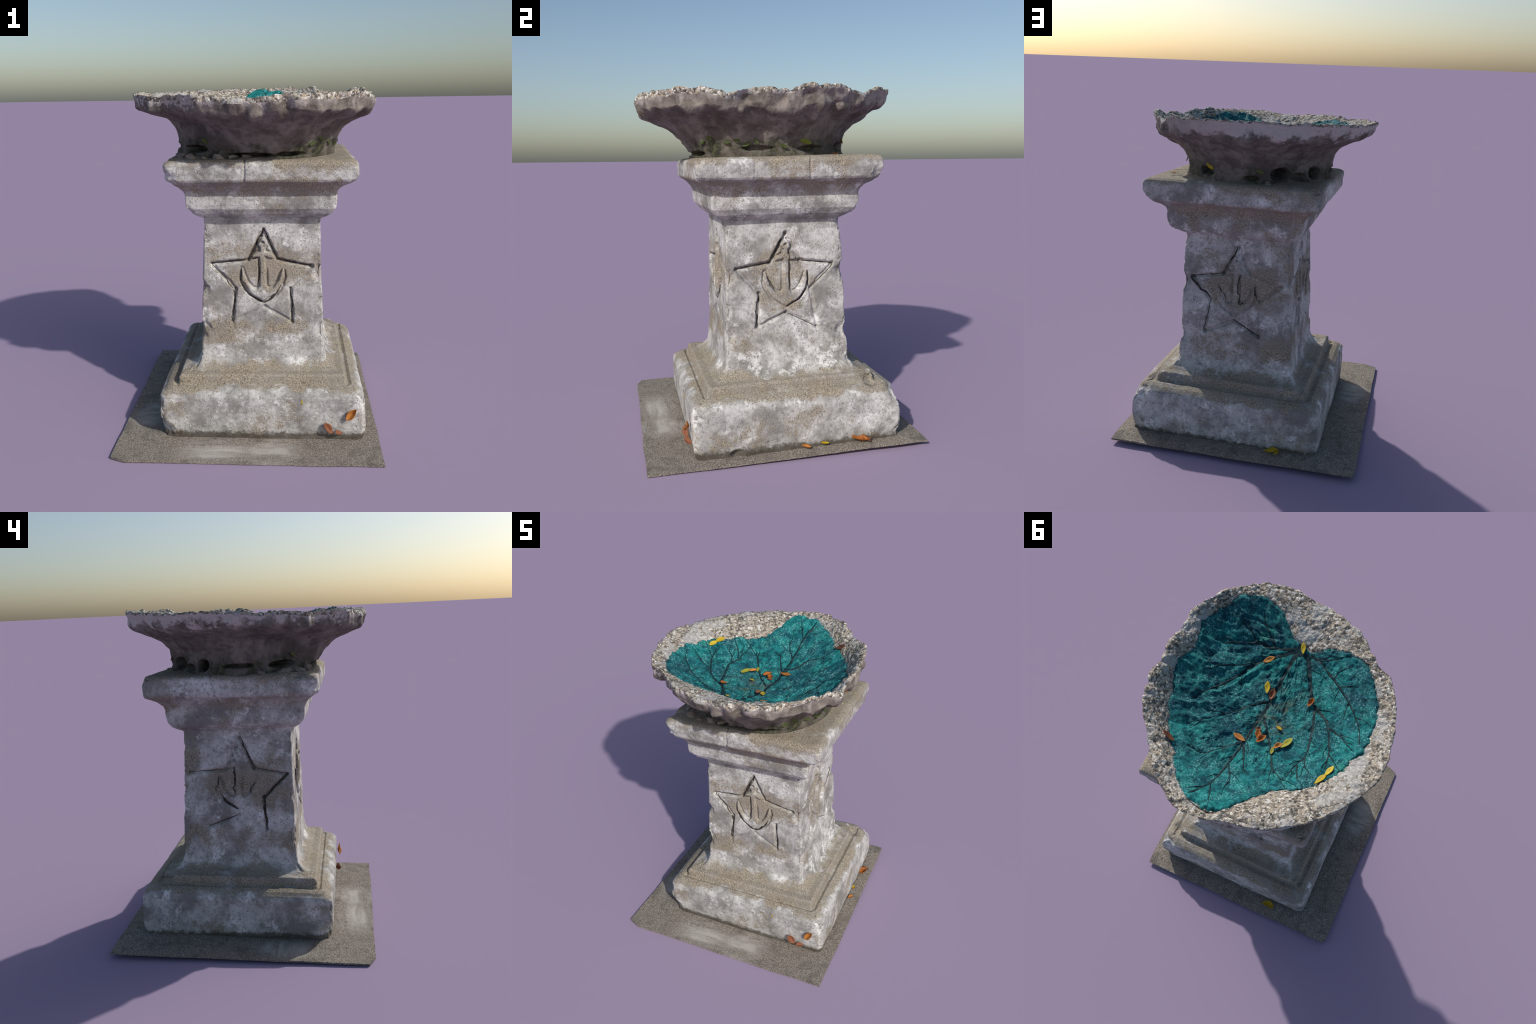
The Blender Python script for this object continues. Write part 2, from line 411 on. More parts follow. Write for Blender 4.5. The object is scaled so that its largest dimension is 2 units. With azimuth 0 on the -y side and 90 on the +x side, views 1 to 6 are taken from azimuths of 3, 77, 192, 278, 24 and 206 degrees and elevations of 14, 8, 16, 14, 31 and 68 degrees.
def carve(face, u, z):
    """signed relief of the carved panel (metres, outward positive)"""
    cx, star = STAR[face]
    star = np.array(star); d = np.zeros_like(u)
    wob = 0.004 * vnoise(np.stack([u * 30, z * 30, u * 0 + 3.0], -1), 5)
    inner = sdf(u, z, star)
    d -= 0.005 * sstep(0.006, -0.010, inner) * sstep(0.72, 0.95, z)
    for k in range(10):
        dist = seg_dist(u, z, [star[k], star[(k + 1) % 10]]) + wob
        d = np.minimum(d, d - STROKE[face][k] * 1.6e-3 * np.exp(-(np.abs(dist) / 0.0095) ** 3))
    a = np.array(ANCHOR); au = u - cx - 0.002; az = z - 0.955
    s = sdf(au, az, a)
    ring = np.abs(np.hypot(au, az - 0.168) - 0.018) - 0.009
    s = np.minimum(s, ring)
    s = s + wob * 0.6
    lift = {"front": 1.0, "right": 0.9, "back": 0.85, "left": 0.75}[face]
    d += lift * 0.012 * sstep(0.004, -0.005, s)
    ditch = {"front": 0.012, "right": 0.012, "back": 0.012, "left": 0.012}[face]
    d -= ditch * np.exp(-((s - 0.007) / 0.006) ** 2) * sstep(-0.5, 0.5, vnoise(np.stack([u * 9, z * 9, u * 0 + len(face)], -1), 9) + 0.35)
    if face in ("front", "left"):
        low = [(-0.114, -0.07), (-0.075, -0.135), (0.0, -0.18), (0.075, -0.135), (0.114, -0.07)]
        if face == "left":
            low = low[:3]
        d -= 0.012 * np.exp(-(seg_dist(au, az, low) / 0.008) ** 2)
    return d

def crack(u, z, pts, depth, width):
    return -depth * np.exp(-(seg_dist(u, z, pts) / width) ** 2)

# strokes darkened by painted shade strips: (stroke index, half width), and anchor edges too
GROOVE_SHADE = {
    "front": ([(9, .006), (8, .006), (1, .006), (6, .006), (3, .0055), (0, .005), (7, .003)],
              [([(-.112, -.080), (-.075, -.138), (0, -.184), (.075, -.138), (.112, -.080)], .006), ([(-.021, .080), (-.022, -.085)], .005),
               ([(-.121, .018), (-.128, -.06)], .005), ([(.124, .020), (.130, -.055)], .005), ([(-.062, .070), (-.020, .082)], .004)]),
    "right": ([(9, .006), (8, .005), (1, .005), (6, .006), (2, .003), (4, .003)],
              [([(.021, .130), (.022, -.085)], .005), ([(.118, -.085), (.080, -.138), (.008, -.184)], .006), ([(.122, .020), (.130, -.075)], .005),
               ([(-.100, -.010), (-.064, -.088)], .004), ([(.066, .095), (.024, .078)], .004)]),
    "back": ([(7, .005), (4, .005), (9, .004), (8, .004), (6, .003)],
             [([(.019, .080), (.022, -.088), (.05, -.098)], .004), ([(-.100, .00), (-.058, -.085)], .004), ([(.122, .02), (.128, -.07)], .005)]),
    "left": ([(0, .006), (1, .003), (2, .006), (3, .008), (8, .003), (5, .004)],
             [([(-.115, -.085), (-.078, -.138), (0, -.184)], .007), ([(-.021, .085), (-.022, -.085)], .005), ([(-.121, .02), (-.130, -.07)], .005),
              ([(.105, -.01), (.064, -.085)], .004)])}

def build_groove_shade(G, P, s, N):
    """thin tapered dark strips added on the groove floor to deepen its shade"""
    up = np.where((P[:, 0] > 0.50) & (P[:, 0] < 1.255))[0]
    for k, face in enumerate(("front", "right", "back", "left")):
        sub = G[up, k * N:(k + 1) * N]
        ucoord = {"front": sub[..., 0], "right": sub[..., 1], "back": -sub[..., 0], "left": -sub[..., 1]}[face]
        zrow = P[up, 0]
        lo, hi = ucoord[:, 0], ucoord[:, -1]
        def surf(u, z):
            r = np.interp(z, zrow, np.arange(len(zrow)))
            a = np.interp(z, zrow, lo); b = np.interp(z, zrow, hi)
            c = np.clip((u - a) / (b - a) * (N - 1), 0, N - 1.001)
            r0 = np.clip(r.astype(int), 0, len(zrow) - 2); c0 = c.astype(int)
            fr, fc = (r - r0)[:, None], (c - c0)[:, None]
            return (sub[r0, c0] * (1 - fr) * (1 - fc) + sub[r0 + 1, c0] * fr * (1 - fc)
                    + sub[r0, c0 + 1] * (1 - fr) * fc + sub[r0 + 1, c0 + 1] * fr * fc)
        out = {"front": (0, -1, 0), "right": (1, 0, 0), "back": (0, 1, 0), "left": (-1, 0, 0)}[face]
        cx, star = STAR[face]
        lines = [([star[i], star[(i + 1) % 10]], w) for i, w in GROOVE_SHADE[face][0]]
        lines += [([(x + cx + 0.002, y + 0.955) for x, y in pts], w) for pts, w in GROOVE_SHADE[face][1]]
        for li, (pts, w) in enumerate(lines):
            pts = np.array(pts, float)
            if len(pts) == 2:
                pts = np.array([pts[0] + (pts[1] - pts[0]) * t for t in (0.03, 0.35, 0.7, 0.97)])
            c = catmull(pts, 14)
            d = np.gradient(c, axis=0); d /= np.linalg.norm(d, axis=1, keepdims=True)
            nn = np.stack([-d[:, 1], d[:, 0]], 1)
            L = len(c); t = np.linspace(0, 1, L)
            wid = w * (0.35 + 0.65 * np.sin(np.pi * np.clip(t, 0.04, 0.96)) ** 0.5) * (1 + 0.25 * vnoise(np.stack([c[:, 0] * 45, c[:, 1] * 45, c[:, 0] * 0 + li], -1), 15))
            rows = []
            for o, hgt in ((-1.0, -0.001), (-0.5, 0.0018), (0.0, 0.0024), (0.5, 0.0018), (1.0, -0.001)):
                q = c + nn * (o * wid)[:, None]
                rows.append(surf(q[:, 0], q[:, 1]) + np.array(out) * hgt)
            g = np.array(rows)
            add_object("groove_shade", make_mesh("groove_shade", g.reshape(-1, 3), grid_faces(5, L, False)), root, MAT["dark_tone"])

def build_pedestal():
    prof = np.array(PROFILE)
    step = np.hypot(np.diff(prof[:, 0]), np.max(np.abs(np.diff(prof[:, 1:5], axis=0)), axis=1))
    t = np.r_[0, np.cumsum(step)]
    rows = []
    for k in range(len(step)):
        n = max(2, int(math.ceil(step[k] / (0.0047 if prof[k + 1, 0] < 1.612 else 0.012))))
        rows += list(np.linspace(t[k], t[k + 1], n, endpoint=False))
    rows = np.array(rows + [t[-1]])
    P = np.stack([np.interp(rows, t, prof[:, k]) for k in range(6)], 1)
    N = 215
    s = np.linspace(-1, 1, N, endpoint=False)
    # unit-square walk, counter-clockwise from above: front, right, back, left
    sq = np.concatenate([np.stack([s, s * 0 - 1], 1), np.stack([s * 0 + 1, s], 1),
                         np.stack([-s, s * 0 + 1], 1), np.stack([s * 0 - 1, -s], 1)])
    cx = (P[:, 1] + P[:, 2]) / 2; hx = (P[:, 2] - P[:, 1]) / 2
    cy = (P[:, 3] + P[:, 4]) / 2; hy = (P[:, 4] - P[:, 3]) / 2
    h = np.stack([hx, hy], 1)[:, None, :]
    q = sq[None] * h
    # uneven edge wear: the corner radius varies along the height
    zz = np.repeat(P[:, 0:1], len(sq), 1)
    key = np.stack([np.sign(sq[None, :, 0]) * 3 + 0 * zz, np.sign(sq[None, :, 1]) * 5 + 0 * zz, zz * 11], -1)
    rad = P[:, 5:6] * (1.0 + 0.7 * vnoise(key, 3))
    rad = np.minimum(rad, h.min(-1) * 0.8)[..., None]
    c = np.clip(q, -(h - rad), h - rad)
    dv = q - c; L = np.linalg.norm(dv, axis=-1, keepdims=True)
    xy = c + dv / np.maximum(L, 1e-9) * rad
    G = np.concatenate([xy + np.stack([cx, cy], 1)[:, None, :], zz[..., None]], -1)
    nrm = grid_normals(G, True)
    # soft cast irregularity, then grain, then chipped arrises
    top = sstep(1.612, 1.60, zz)
    wave = 0.0062 * fbm(G, 4.0, 3, 11) + 0.0022 * fbm(G, 22, 3, 12)
    shaft = sstep(0.40, 0.46, zz) * sstep(1.27, 1.25, zz)
    wave = wave * (1 - 0.5 * shaft)
    edge = 1 - np.clip(np.min(np.abs(np.abs(sq[None]) - 1).max(-1, keepdims=True), -1) * h.max(-1) / 0.045, 0, 1)
    edge = edge * edge
    chip = np.maximum(0, fbm(G, 13, 4, 21, 0.6) - 0.10)
    wave = wave - edge * chip * (0.055 + 0.03 * shaft)
    # a few larger spalls on the shaft arrises and the plinth corners
    for px, py, pz, r, dep in ((-0.28, -0.30, 0.60, 0.07, 0.022), (0.43, -0.305, 0.60, 0.06, 0.014), (0.42, 0.38, 0.62, 0.06, 0.02),
                               (-0.265, -0.297, 0.86, 0.05, 0.018), (0.42, -0.297, 0.95, 0.06, 0.016), (0.42, 0.37, 0.97, 0.06, 0.022),
                               (-0.50, -0.52, 0.06, 0.09, 0.035), (0.63, 0.62, 0.30, 0.08, 0.025), (0.65, 0.63, 0.07, 0.05, 0.025),
                               (0.58, 0.50, 0.36, 0.07, 0.025), (0.66, -0.50, 0.30, 0.05, 0.02), (0.66, -0.30, 0.03, 0.05, 0.02),
                               (0.60, 0.53, 1.50, 0.06, 0.02), (-0.43, 0.53, 1.60, 0.06, 0.02), (-0.43, -0.46, 1.50, 0.07, 0.022),
                               (-0.42, -0.36, 1.60, 0.05, 0.015), (0.59, -0.45, 1.50, 0.04, 0.012), (-0.40, 0.50, 0.37, 0.06, 0.02)):
        dist = np.sqrt(((G - np.array([px, py, pz])) ** 2).sum(-1))
        wave = wave - dep * sstep(r, 0.2 * r, dist + 0.02 * fbm(G, 26, 2, 33))
    wave = wave * np.where(zz > 1.612, 0.6, 1.0)
    # carved panels and cracks, face by face
    for k, face in enumerate(("front", "right", "back", "left")):
        sl = slice(k * N, (k + 1) * N)
        g = G[:, sl]
        u = {"front": g[..., 0], "right": g[..., 1], "back": -g[..., 0], "left": -g[..., 1]}[face]
        rel = np.zeros_like(u); m = (g[..., 2] > 0.56) & (g[..., 2] < 1.26)
        rel[m] = carve(face, u[m], g[..., 2][m])
        side = sstep(0.0, 0.03, np.minimum(s + 1, 1 - s))[None]
        cr = {"front": [([(0.000, 1.62), (0.002, 1.55), (-0.004, 1.49)], 0.010)],
              "right": [([(0.14, 1.62), (0.13, 1.56), (0.135, 1.49)], 0.008), ([(-0.165, 1.60), (-0.17, 1.50)], 0.004)],
              "back": [([(-0.02, 1.60), (-0.03, 1.52)], 0.003)],
              "left": [([(-0.14, 1.62), (-0.135, 1.57), (-0.118, 1.54), (-0.12, 1.50), (-0.11, 1.44)], 0.010)]}[face]
        capz = g[..., 2] > 1.41
        for pts, dep in cr:
            rel[capz] += crack(u[capz], g[..., 2][capz], pts, dep, 0.0045)
        wave[:, sl] = wave[:, sl] + rel * side
    G = G + nrm * wave[..., None]
    band = sstep(0.27, 0.31, zz) * sstep(0.50, 0.40, zz)
    G[..., 2] += band * (0.002 + 0.018 * (G[..., 1] - 0.06) + 0.008 * (G[..., 0] - 0.08))
    # the cap leans back a little
    lean = sstep(1.45, 1.60, zz)
    G[..., 2] += lean * 0.016 * (G[..., 1] + 0.1)
    R, C = G.shape[:2]
    F = grid_faces(R, C, True); nv = grid_normals(G, True).reshape(-1, 3)
    V = G.reshape(-1, 3)
    row = F[:, 0] // C
    zr = np.maximum.accumulate(P[:, 0])[row]
    build_groove_shade(G, P, s, N)
    region_object("plinth", V, nv, F, zr < 0.3245, root, MAT["concrete"])
    region_object("shaft", V, nv, F, (zr >= 0.3245) & (zr < 1.27), root, MAT["concrete"])
    region_object("cornice_moulding", V, nv, F, (zr >= 1.27) & (zr < 1.485), root, MAT["concrete"])
    region_object("cap_slab", V, nv, F, zr >= 1.485, root, MAT["concrete"])

build_pedestal()

# ------------------------------------------------------------------ bowl
RIM_R = [(298, .800), (287, .770), (274, .722), (257, .688), (244, .664), (234, .632), (228, .630), (221, .662), (212, .664),
         (201, .664), (193, .658), (183, .668), (175, .688), (164, .698), (150, .683), (143, .688), (131, .691), (120, .698),
         (111, .706), (102, .705), (93, .710), (88, .732), (81, .752), (74, .762), (68, .751), (61, .731), (51, .699),
         (41, .677), (33, .688), (23, .694), (12, .690), (357, .686), (351, .706), (343, .708), (331, .778), (324, .778), (315, .792), (306, .792)]
RIM_Z = [(0, 1.94), (8, 1.965), (20, 1.974), (32, 1.96), (43, 1.945), (54, 1.982), (66, 1.986), (74, 1.99), (90, 1.988), (105, 1.986), (120, 1.975),
         (135, 1.972), (150, 1.962), (170, 1.965), (180, 1.955), (195, 1.948), (210, 1.950), (225, 1.938), (240, 1.942),
         (258, 1.934), (266, 1.922), (274, 1.926), (284, 1.936), (292, 1.942), (312, 1.948), (326, 1.952), (335, 1.920), (347, 1.946)]
TEAL_R = [(307, .748), (298, .715), (290, .650), (285, .570), (281, .510), (275, .490), (269, .463), (264, .462), (259, .497),
          (246, .548), (235, .582), (229, .590), (218, .582), (204, .574), (194, .565), (184, .552), (175, .552), (168, .512),
          (156, .514), (143, .504), (129, .480), (114, .465), (103, .526), (96, .593), (91, .660), (87, .692), (80, .692), (70, .673),
          (61, .635), (50, .588), (40, .581), (26, .579), (10, .590), (357, .632), (347, .625), (335, .655), (331, .715), (321, .730), (314, .742)]

def rim_r(th):
    p = np.stack([np.cos(np.radians(th)), np.sin(np.radians(th)), 0 * th], -1)
    return periodic(th, RIM_R) + 0.005 + 0.007 * fbm(p, 8, 3, 41, 0.55)

def rim_z(th):
    p = np.stack([np.cos(np.radians(th)), np.sin(np.radians(th)), 0 * th], -1)
    return periodic(th, RIM_Z) + 0.004 + 0.010 * fbm(p, 13, 3, 42, 0.65)

def teal_r(th):
    p = np.stack([np.cos(np.radians(th)), np.sin(np.radians(th)), 0 * th], -1)
    return periodic(th, TEAL_R) + 0.014 * fbm(p, 16, 4, 43, 0.75)

# the floor is not quite round: raised toward the leaf's broad side, deep under the lobe
TILT = [(200, .022), (230, .028), (165, .012), (140, .014), (115, .028), (95, .015), (70, .0), (20, .0), (345, -.012), (325, -.030), (305, -.028), (285, -.012), (265, .008)]
RISE = [(160, .0), (185, -.025), (205, -.045), (228, -.030), (245, -.010), (262, .0), (285, -.010), (305, -.025), (325, -.032), (345, -.005), (20, .010), (60, .012), (90, .020), (120, .010)]
def dish(x, y):
    th = np.degrees(np.arctan2(y, x)); r = np.hypot(x, y)
    return (1.717 + 0.53 * ((x - 0.06) ** 2 + (y - 0.005) ** 2) + periodic(th, TILT) * sstep(0.15, 0.50, r)
            + periodic(th, RISE) * sstep(0.42, 0.62, r))

def hollow(x, y):
    """height of the bowl's inside"""
    th = np.degrees(np.arctan2(y, x)); r = np.hypot(x, y)
    rt = np.minimum(periodic(th, TEAL_R), periodic(th, RIM_R) - 0.03); rr = periodic(th, RIM_R)
    zt = np.minimum(dish(np.cos(np.radians(th)) * rt, np.sin(np.radians(th)) * rt), 1.965)
    k = np.clip((r - rt) / (rr - rt), 0, 1)
    zin = np.minimum(dish(x, y), 1.975)
    flat = periodic(th, [(0, 1.5), (60, 1.6), (90, 2.0), (120, 2.2), (145, 2.0), (175, 1.3), (200, 0.8), (235, 0.8), (255, 1.3), (280, 1.5)])
    zout = zt + (periodic(th, RIM_Z) - zt) * (1 - (1 - k) ** flat)
    return np.where(r > rt, zout, zin)

VEIN = [  # control points (x, y) and base width
    (.016, [(.038, -.500), (.049, -.408), (.066, -.301), (.071, -.192), (.082, -.039), (.094, .062), (.099, .184), (.111, .347), (.125, .510), (.177, .633)]),
    (.006, [(.111, .347), (.068, .409), (.036, .478)]), (.005, [(.125, .510), (.088, .583), (.055, .657)]),
    (.006, [(.099, .184), (.045, .291), (.007, .376)]),
    (.007, [(.073, -.020), (-.001, .079), (-.072, .184), (-.118, .270), (-.175, .316), (-.244, .376)]), (.005, [(-.118, .270), (-.134, .359)]),
    (.007, [(.089, -.112), (.204, -.008), (.307, .109), (.418, .238)]), (.007, [(.103, .186), (.183, .270), (.255, .350), (.350, .363)]),
    (.013, [(.052, -.441), (.176, -.348), (.269, -.263), (.327, -.154), (.421, -.014), (.475, .087)]),
    (.006, [(.270, -.267), (.358, -.219), (.451, -.167), (.507, -.174)]),
    (.013, [(.052, -.445), (.193, -.410), (.268, -.406), (.380, -.363), (.473, -.308)]),
    (.007, [(.175, -.418), (.228, -.462), (.291, -.518), (.319, -.567)]), (.006, [(.288, -.401), (.350, -.442), (.427, -.468)]),
    (.014, [(.046, -.424), (-.021, -.421), (-.078, -.330), (-.137, -.223), (-.181, -.172), (-.262, -.118), (-.306, -.063), (-.366, .070), (-.387, .181)]),
    (.009, [(-.181, -.172), (-.219, -.050), (-.245, .058), (-.254, .138), (-.225, .222), (-.211, .326)]),
    (.006, [(-.306, -.063), (-.391, -.027), (-.447, .017), (-.498, .051)]), (.005, [(-.375, .091), (-.414, .127), (-.470, .183)]),
    (.006, [(-.254, .138), (-.282, .202), (-.335, .244)]), (.006, [(-.238, .205), (-.270, .279), (-.326, .339)]),
    (.008, [(-.017, -.430), (-.099, -.415), (-.218, -.337), (-.324, -.259), (-.410, -.171), (-.473, -.087), (-.505, -.005)]),
    (.006, [(-.036, -.435), (-.127, -.423), (-.248, -.477)]), (.005, [(-.218, -.337), (-.238, -.386), (-.299, -.431)]),
    (.005, [(-.269, -.304), (-.365, -.326)])]
# fine net of side veins grown from the main ones
def grow_side_veins():
    out = []
    r2 = np.random.default_rng(3)
    for w, pts in VEIN:
        if w < 0.006:
            continue
        c = catmull(pts, 6)
        for k in range(5, len(c) - 2, 5):
            d = c[k + 1] - c[k]; d = d / np.linalg.norm(d)
            side = 1 if r2.random() < 0.5 else -1
            a = side * math.radians(r2.uniform(32, 60)); L = r2.uniform(0.05, 0.12)
            p = [c[k]]; ang = math.atan2(d[1], d[0]) + a
            for _ in range(3):
                ang += -side * r2.uniform(0.0, 0.30)
                p.append(p[-1] + L / 3 * np.array([math.cos(ang), math.sin(ang)]))
            th = math.degrees(math.atan2(p[-1][1], p[-1][0]))
            if np.hypot(*p[-1]) < float(periodic(np.array([th]), TEAL_R)[0]) - 0.02:
                out.append((0.0032, [tuple(q) for q in p]))
    return out
SIDE = grow_side_veins()

def vein_field(x, y):
    g = np.zeros_like(x)
    for w, pts in VEIN + SIDE:
        p = np.array(pts)
        if w > 0.004:
            p = catmull(p, 3)
        lo, hi = p.min(0) - 0.05, p.max(0) + 0.05
        m = (x > lo[0]) & (x < hi[0]) & (y > lo[1]) & (y < hi[1])
        if not m.any():
            continue
        d = seg_dist(x[m], y[m], p)
        g[m] = np.maximum(g[m], w * 0.75 * np.exp(-(d / (w * 1.15)) ** 2))
    return g

def folds(x, y):
    """puckers that fan out from the leaf base between the veins"""
    dx, dy = x - 0.02, y + 0.47
    a = np.arctan2(dy, dx); r = np.hypot(dx, dy)
    p = np.stack([a * 9 + 0.6 * np.sin(r * 9), r * 5.5, 0 * a], -1)
    ridge = 1 - np.abs(vnoise(p, 61)) * 2
    q = np.stack([x, y, 0 * x], -1)
    fine = fbm(q, 28, 4, 62, 0.6)
    pucker = 1 - 2 * np.abs(fbm(np.stack([a * 16, r * 16, 0 * a], -1), 1.0, 2, 63))
    amp = 0.5 + 0.5 * sstep(-0.2, 0.35, x)
    fade = sstep(0.03, 0.2, r)
    return fade * amp * (0.011 * ridge + 0.007 * pucker) + 0.011 * fine - 0.006 * np.abs(fbm(q, 42, 2, 66))

def lining_height(x, y):
    return hollow(x, y) + 0.004 + folds(x, y) - vein_field(x, y)

# outer wall radius about the neck axis (0.05, 0.03): direction, then radius at each height of WALL_Z
WALL_Z = np.array([1.600, 1.650, 1.700, 1.750, 1.800, 1.850, 1.890])
WALL = [(0, (.452, .450, .458, .488, .560, .625, .660)), (38, (.425, .415, .415, .438, .478, .535, .595)), (80, (.455, .450, .452, .465, .510, .585, .645)),
        (98, (.455, .448, .447, .455, .510, .605, .662)), (130, (.420, .405, .400, .415, .475, .575, .645)), (152, (.445, .425, .415, .430, .490, .595, .665)),
        (188, (.485, .480, .478, .485, .515, .595, .660)), (212, (.465, .460, .455, .460, .480, .530, .590)), (232, (.445, .445, .440, .440, .455, .500, .565)),
        (256, (.465, .470, .500, .540, .615, .695, .745)), (280, (.468, .495, .535, .590, .665, .740, .770)), (308, (.490, .518, .540, .560, .605, .670, .725)), (338, (.470, .482, .495, .520, .580, .645, .690))]

def wall_r(th, z):
    return float(np.interp(z, WALL_Z, [periodic(np.array([th]), [(a, v[k]) for a, v in WALL])[0] for k in range(7)]))

def build_bowl():
    C = 900
    th = np.linspace(0, 360, C, endpoint=False); ct, st = np.cos(np.radians(th)), np.sin(np.radians(th))
    rr, rz, tr = rim_r(th), rim_z(th), np.minimum(teal_r(th), rim_r(th) - 0.025)
    lip = 0.030 + 0.035 * np.clip(np.cos(np.radians(th - 270)) * 1.6, 0, 1) + 0.015 * np.clip(np.cos(np.radians(th - 350)), 0, 1)
    # outer wall: radius about the neck's axis by direction and height
    wt = np.array([[a] + list(v) for a, v in WALL], float)
    levels = np.stack([periodic(th, list(zip(wt[:, 0], wt[:, k + 1]))) for k in range(7)], 0)
    rows = []
    zl = rz - lip
    rimx, rimy = rr * 0.985 * ct, rr * 0.985 * st
    # the rim seen from the neck axis
    nt = np.degrees(np.arctan2(rimy - 0.03, rimx - 0.05)); nr = np.hypot(rimx - 0.05, rimy - 0.03)
    o_ = np.argsort(nt % 360)
    lev_n = np.stack([np.interp(nt % 360, np.r_[th - 360, th, th + 360], np.r_[l, l, l]) for l in levels], 0)
    cn, sn = np.cos(np.radians(nt)), np.sin(np.radians(nt))
    for t in np.linspace(0, 1, 66):
        zz = 1.600 + t * (zl - 1.600)
        rad = np.zeros(C)
        pos = np.clip(np.interp(zz, WALL_Z, np.arange(7.0)), 0, 5.999)
        k = pos.astype(int); f = pos - k
        f2 = f
        rad = lev_n[k, np.arange(C)] * (1 - f2) + lev_n[k + 1, np.arange(C)] * f2
        rad = np.minimum(rad, nr - 0.010 * (1 - t))
        b = sstep(0.66, 1.0, t)
        rad = rad * (1 - b) + nr * b
        rows.append(np.stack([0.05 + rad * cn, 0.03 + rad * sn, zz], -1))
    for w, k in ((0.992, 0.66), (0.998, 0.4), (0.998, 0.2)):
        rows.append(np.stack([rr * w * ct, rr * w * st, rz - lip * k], -1))
    n_outer = len(rows)
    # rim top and gravel border, then the floor hidden under the lining
    for k, t in enumerate(np.r_[np.linspace(0, 1, 34), 1.10, 1.3, 1.8]):
        r = rr * 0.992 + (tr - rr * 0.992) * t
        x, y = r * ct, r * st
        if t <= 1:
            zi = hollow(x, y)
            z = zi + (rz - hollow(rr * 0.992 * ct, rr * 0.992 * st)) * (1 - t) ** 2
        else:
            z = hollow(x, y) - (0.012 if t < 1.2 else 0.035)
        rows.append(np.stack([x, y, z], -1))
    r_last = np.hypot(rows[-1][:, 0], rows[-1][:, 1])
    for t in (0.7, 0.4, 0.15, 0.02):
        x, y = r_last * t * ct, r_last * t * st
        rows.append(np.stack([x, y, hollow(x, y) - 0.038], -1))
    G = np.array(rows)
    nrm = grid_normals(G, True)
    ridx = np.arange(len(G))[:, None]
    is_out = ridx < n_outer
    z = G[..., 2]
    disp = np.zeros(z.shape)
    # broken facets on the outside, stronger toward the lip and on the +x side
    up = sstep(1.74, 1.92, z)
    right = 0.45 + 0.75 * sstep(-0.2, 0.6, np.cos(np.radians(th - 350)))[None]
    def soften(f, n):
        for _ in range(n):
            f = (np.roll(f, 1, 1) + f + np.roll(f, -1, 1)) / 3
            f[1:-1] = (f[:-2] + f[1:-1] + f[2:]) / 3
        return f
    o = (0.50 * soften(chisel(G, 9.0, 70), 5) * right + 0.15 * soften(chisel(G, 22.0, 77), 3)) * (0.2 + 0.8 * up) * sstep(1.96, 1.90, z) + 0.006 * fbm(G, 12, 4, 73, 0.6) - 0.004
    disp = np.where(is_out, o * sstep(1.605, 1.66, z), disp)
    # gravel on the rim
    t_in = np.clip((ridx - n_outer) / 34.0, 0, 2)
    stones = worley(G, 46, 74); big = worley(G, 21, 76)
    gr = 0.014 * (0.62 - stones) + 0.018 * (0.55 - big) + 0.014 * fbm(G, 11, 3, 75)
    disp = np.where(~is_out, np.where(t_in <= 1.0, gr * (1 - 0.4 * t_in) * (0.55 + 0.45 * sstep(-0.3, 0.3, fbm(G, 5, 2, 78))), 0.0), disp)
    blend = np.clip(1 - (n_outer - ridx) / 8.0, 0, 1) * is_out
    disp = disp + blend * gr * 0.4
    G = G + nrm * disp[..., None]
    # hollows in the rubble under the bowl: direction, height, half width, half height, depth
    tn = np.degrees(np.arctan2(G[..., 1] - 0.03, G[..., 0] - 0.05))
    pull = np.zeros(z.shape)
    for a, zc, wa, hz, dep in ((157, 1.664, 6, 0.036, 0.15), (186, 1.662, 12, 0.013, 0.06), (222, 1.655, 13, 0.020, 0.09), (140, 1.650, 8, 0.020, 0.05),
                               (268, 1.630, 16, 0.014, 0.08), (294, 1.632, 10, 0.014, 0.06), (124, 1.668, 9, 0.036, 0.15), (100, 1.650, 7, 0.014, 0.04),
                               (60, 1.665, 9, 0.024, 0.05), (20, 1.655, 14, 0.016, 0.03), (340, 1.655, 12, 0.016, 0.03)):
        da = (tn - a + 180) % 360 - 180
        q = np.sqrt((da / wa) ** 2 + ((z - zc) / hz) ** 2) + 0.25 * fbm(G, 14, 3, 81)
        pull = np.maximum(pull, dep * sstep(1.1, 0.55, q))
    pull = pull * is_out
    cdir = np.stack([G[..., 0] - 0.05, G[..., 1] - 0.03], -1); cdir /= np.maximum(np.linalg.norm(cdir, axis=-1, keepdims=True), 1e-6)
    G[..., :2] -= cdir * pull[..., None]
    V = G.reshape(-1, 3); F = grid_faces(len(G), C, True)
    nv = grid_normals(G, True).reshape(-1, 3)
    row = F[:, 0] // C
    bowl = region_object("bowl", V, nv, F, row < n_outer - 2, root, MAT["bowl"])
    region_object("gravel_rim", V, nv, F, row >= n_outer - 2, bowl, MAT["gravel"])
    # ---- teal leaf print
    CC, RR = 760, 120
    th2 = np.linspace(0, 360, CC, endpoint=False); c2, s2 = np.cos(np.radians(th2)), np.sin(np.radians(th2))
    edge = np.minimum(teal_r(th2), rim_r(th2) - 0.022)
    lr = np.linspace(0.004, 1, RR)[:, None]
    x, y = edge * lr * c2, edge * lr * s2
    zl = lining_height(x, y)
    q = np.stack([x, y, 0 * x], -1)
    # a low step where the print was pressed in
    zl = zl - 0.016 * sstep(0.965, 1.0, lr)
    GL = np.stack([x, y, zl], -1)
    under = GL[-1:] - np.array([0, 0, 0.012])
    GL = np.concatenate([GL, under], 0)
    me = make_mesh("leaf_lining", GL.reshape(-1, 3), grid_faces(RR + 1, CC, True))
    add_object("leaf_lining", me, bowl, MAT["teal"])
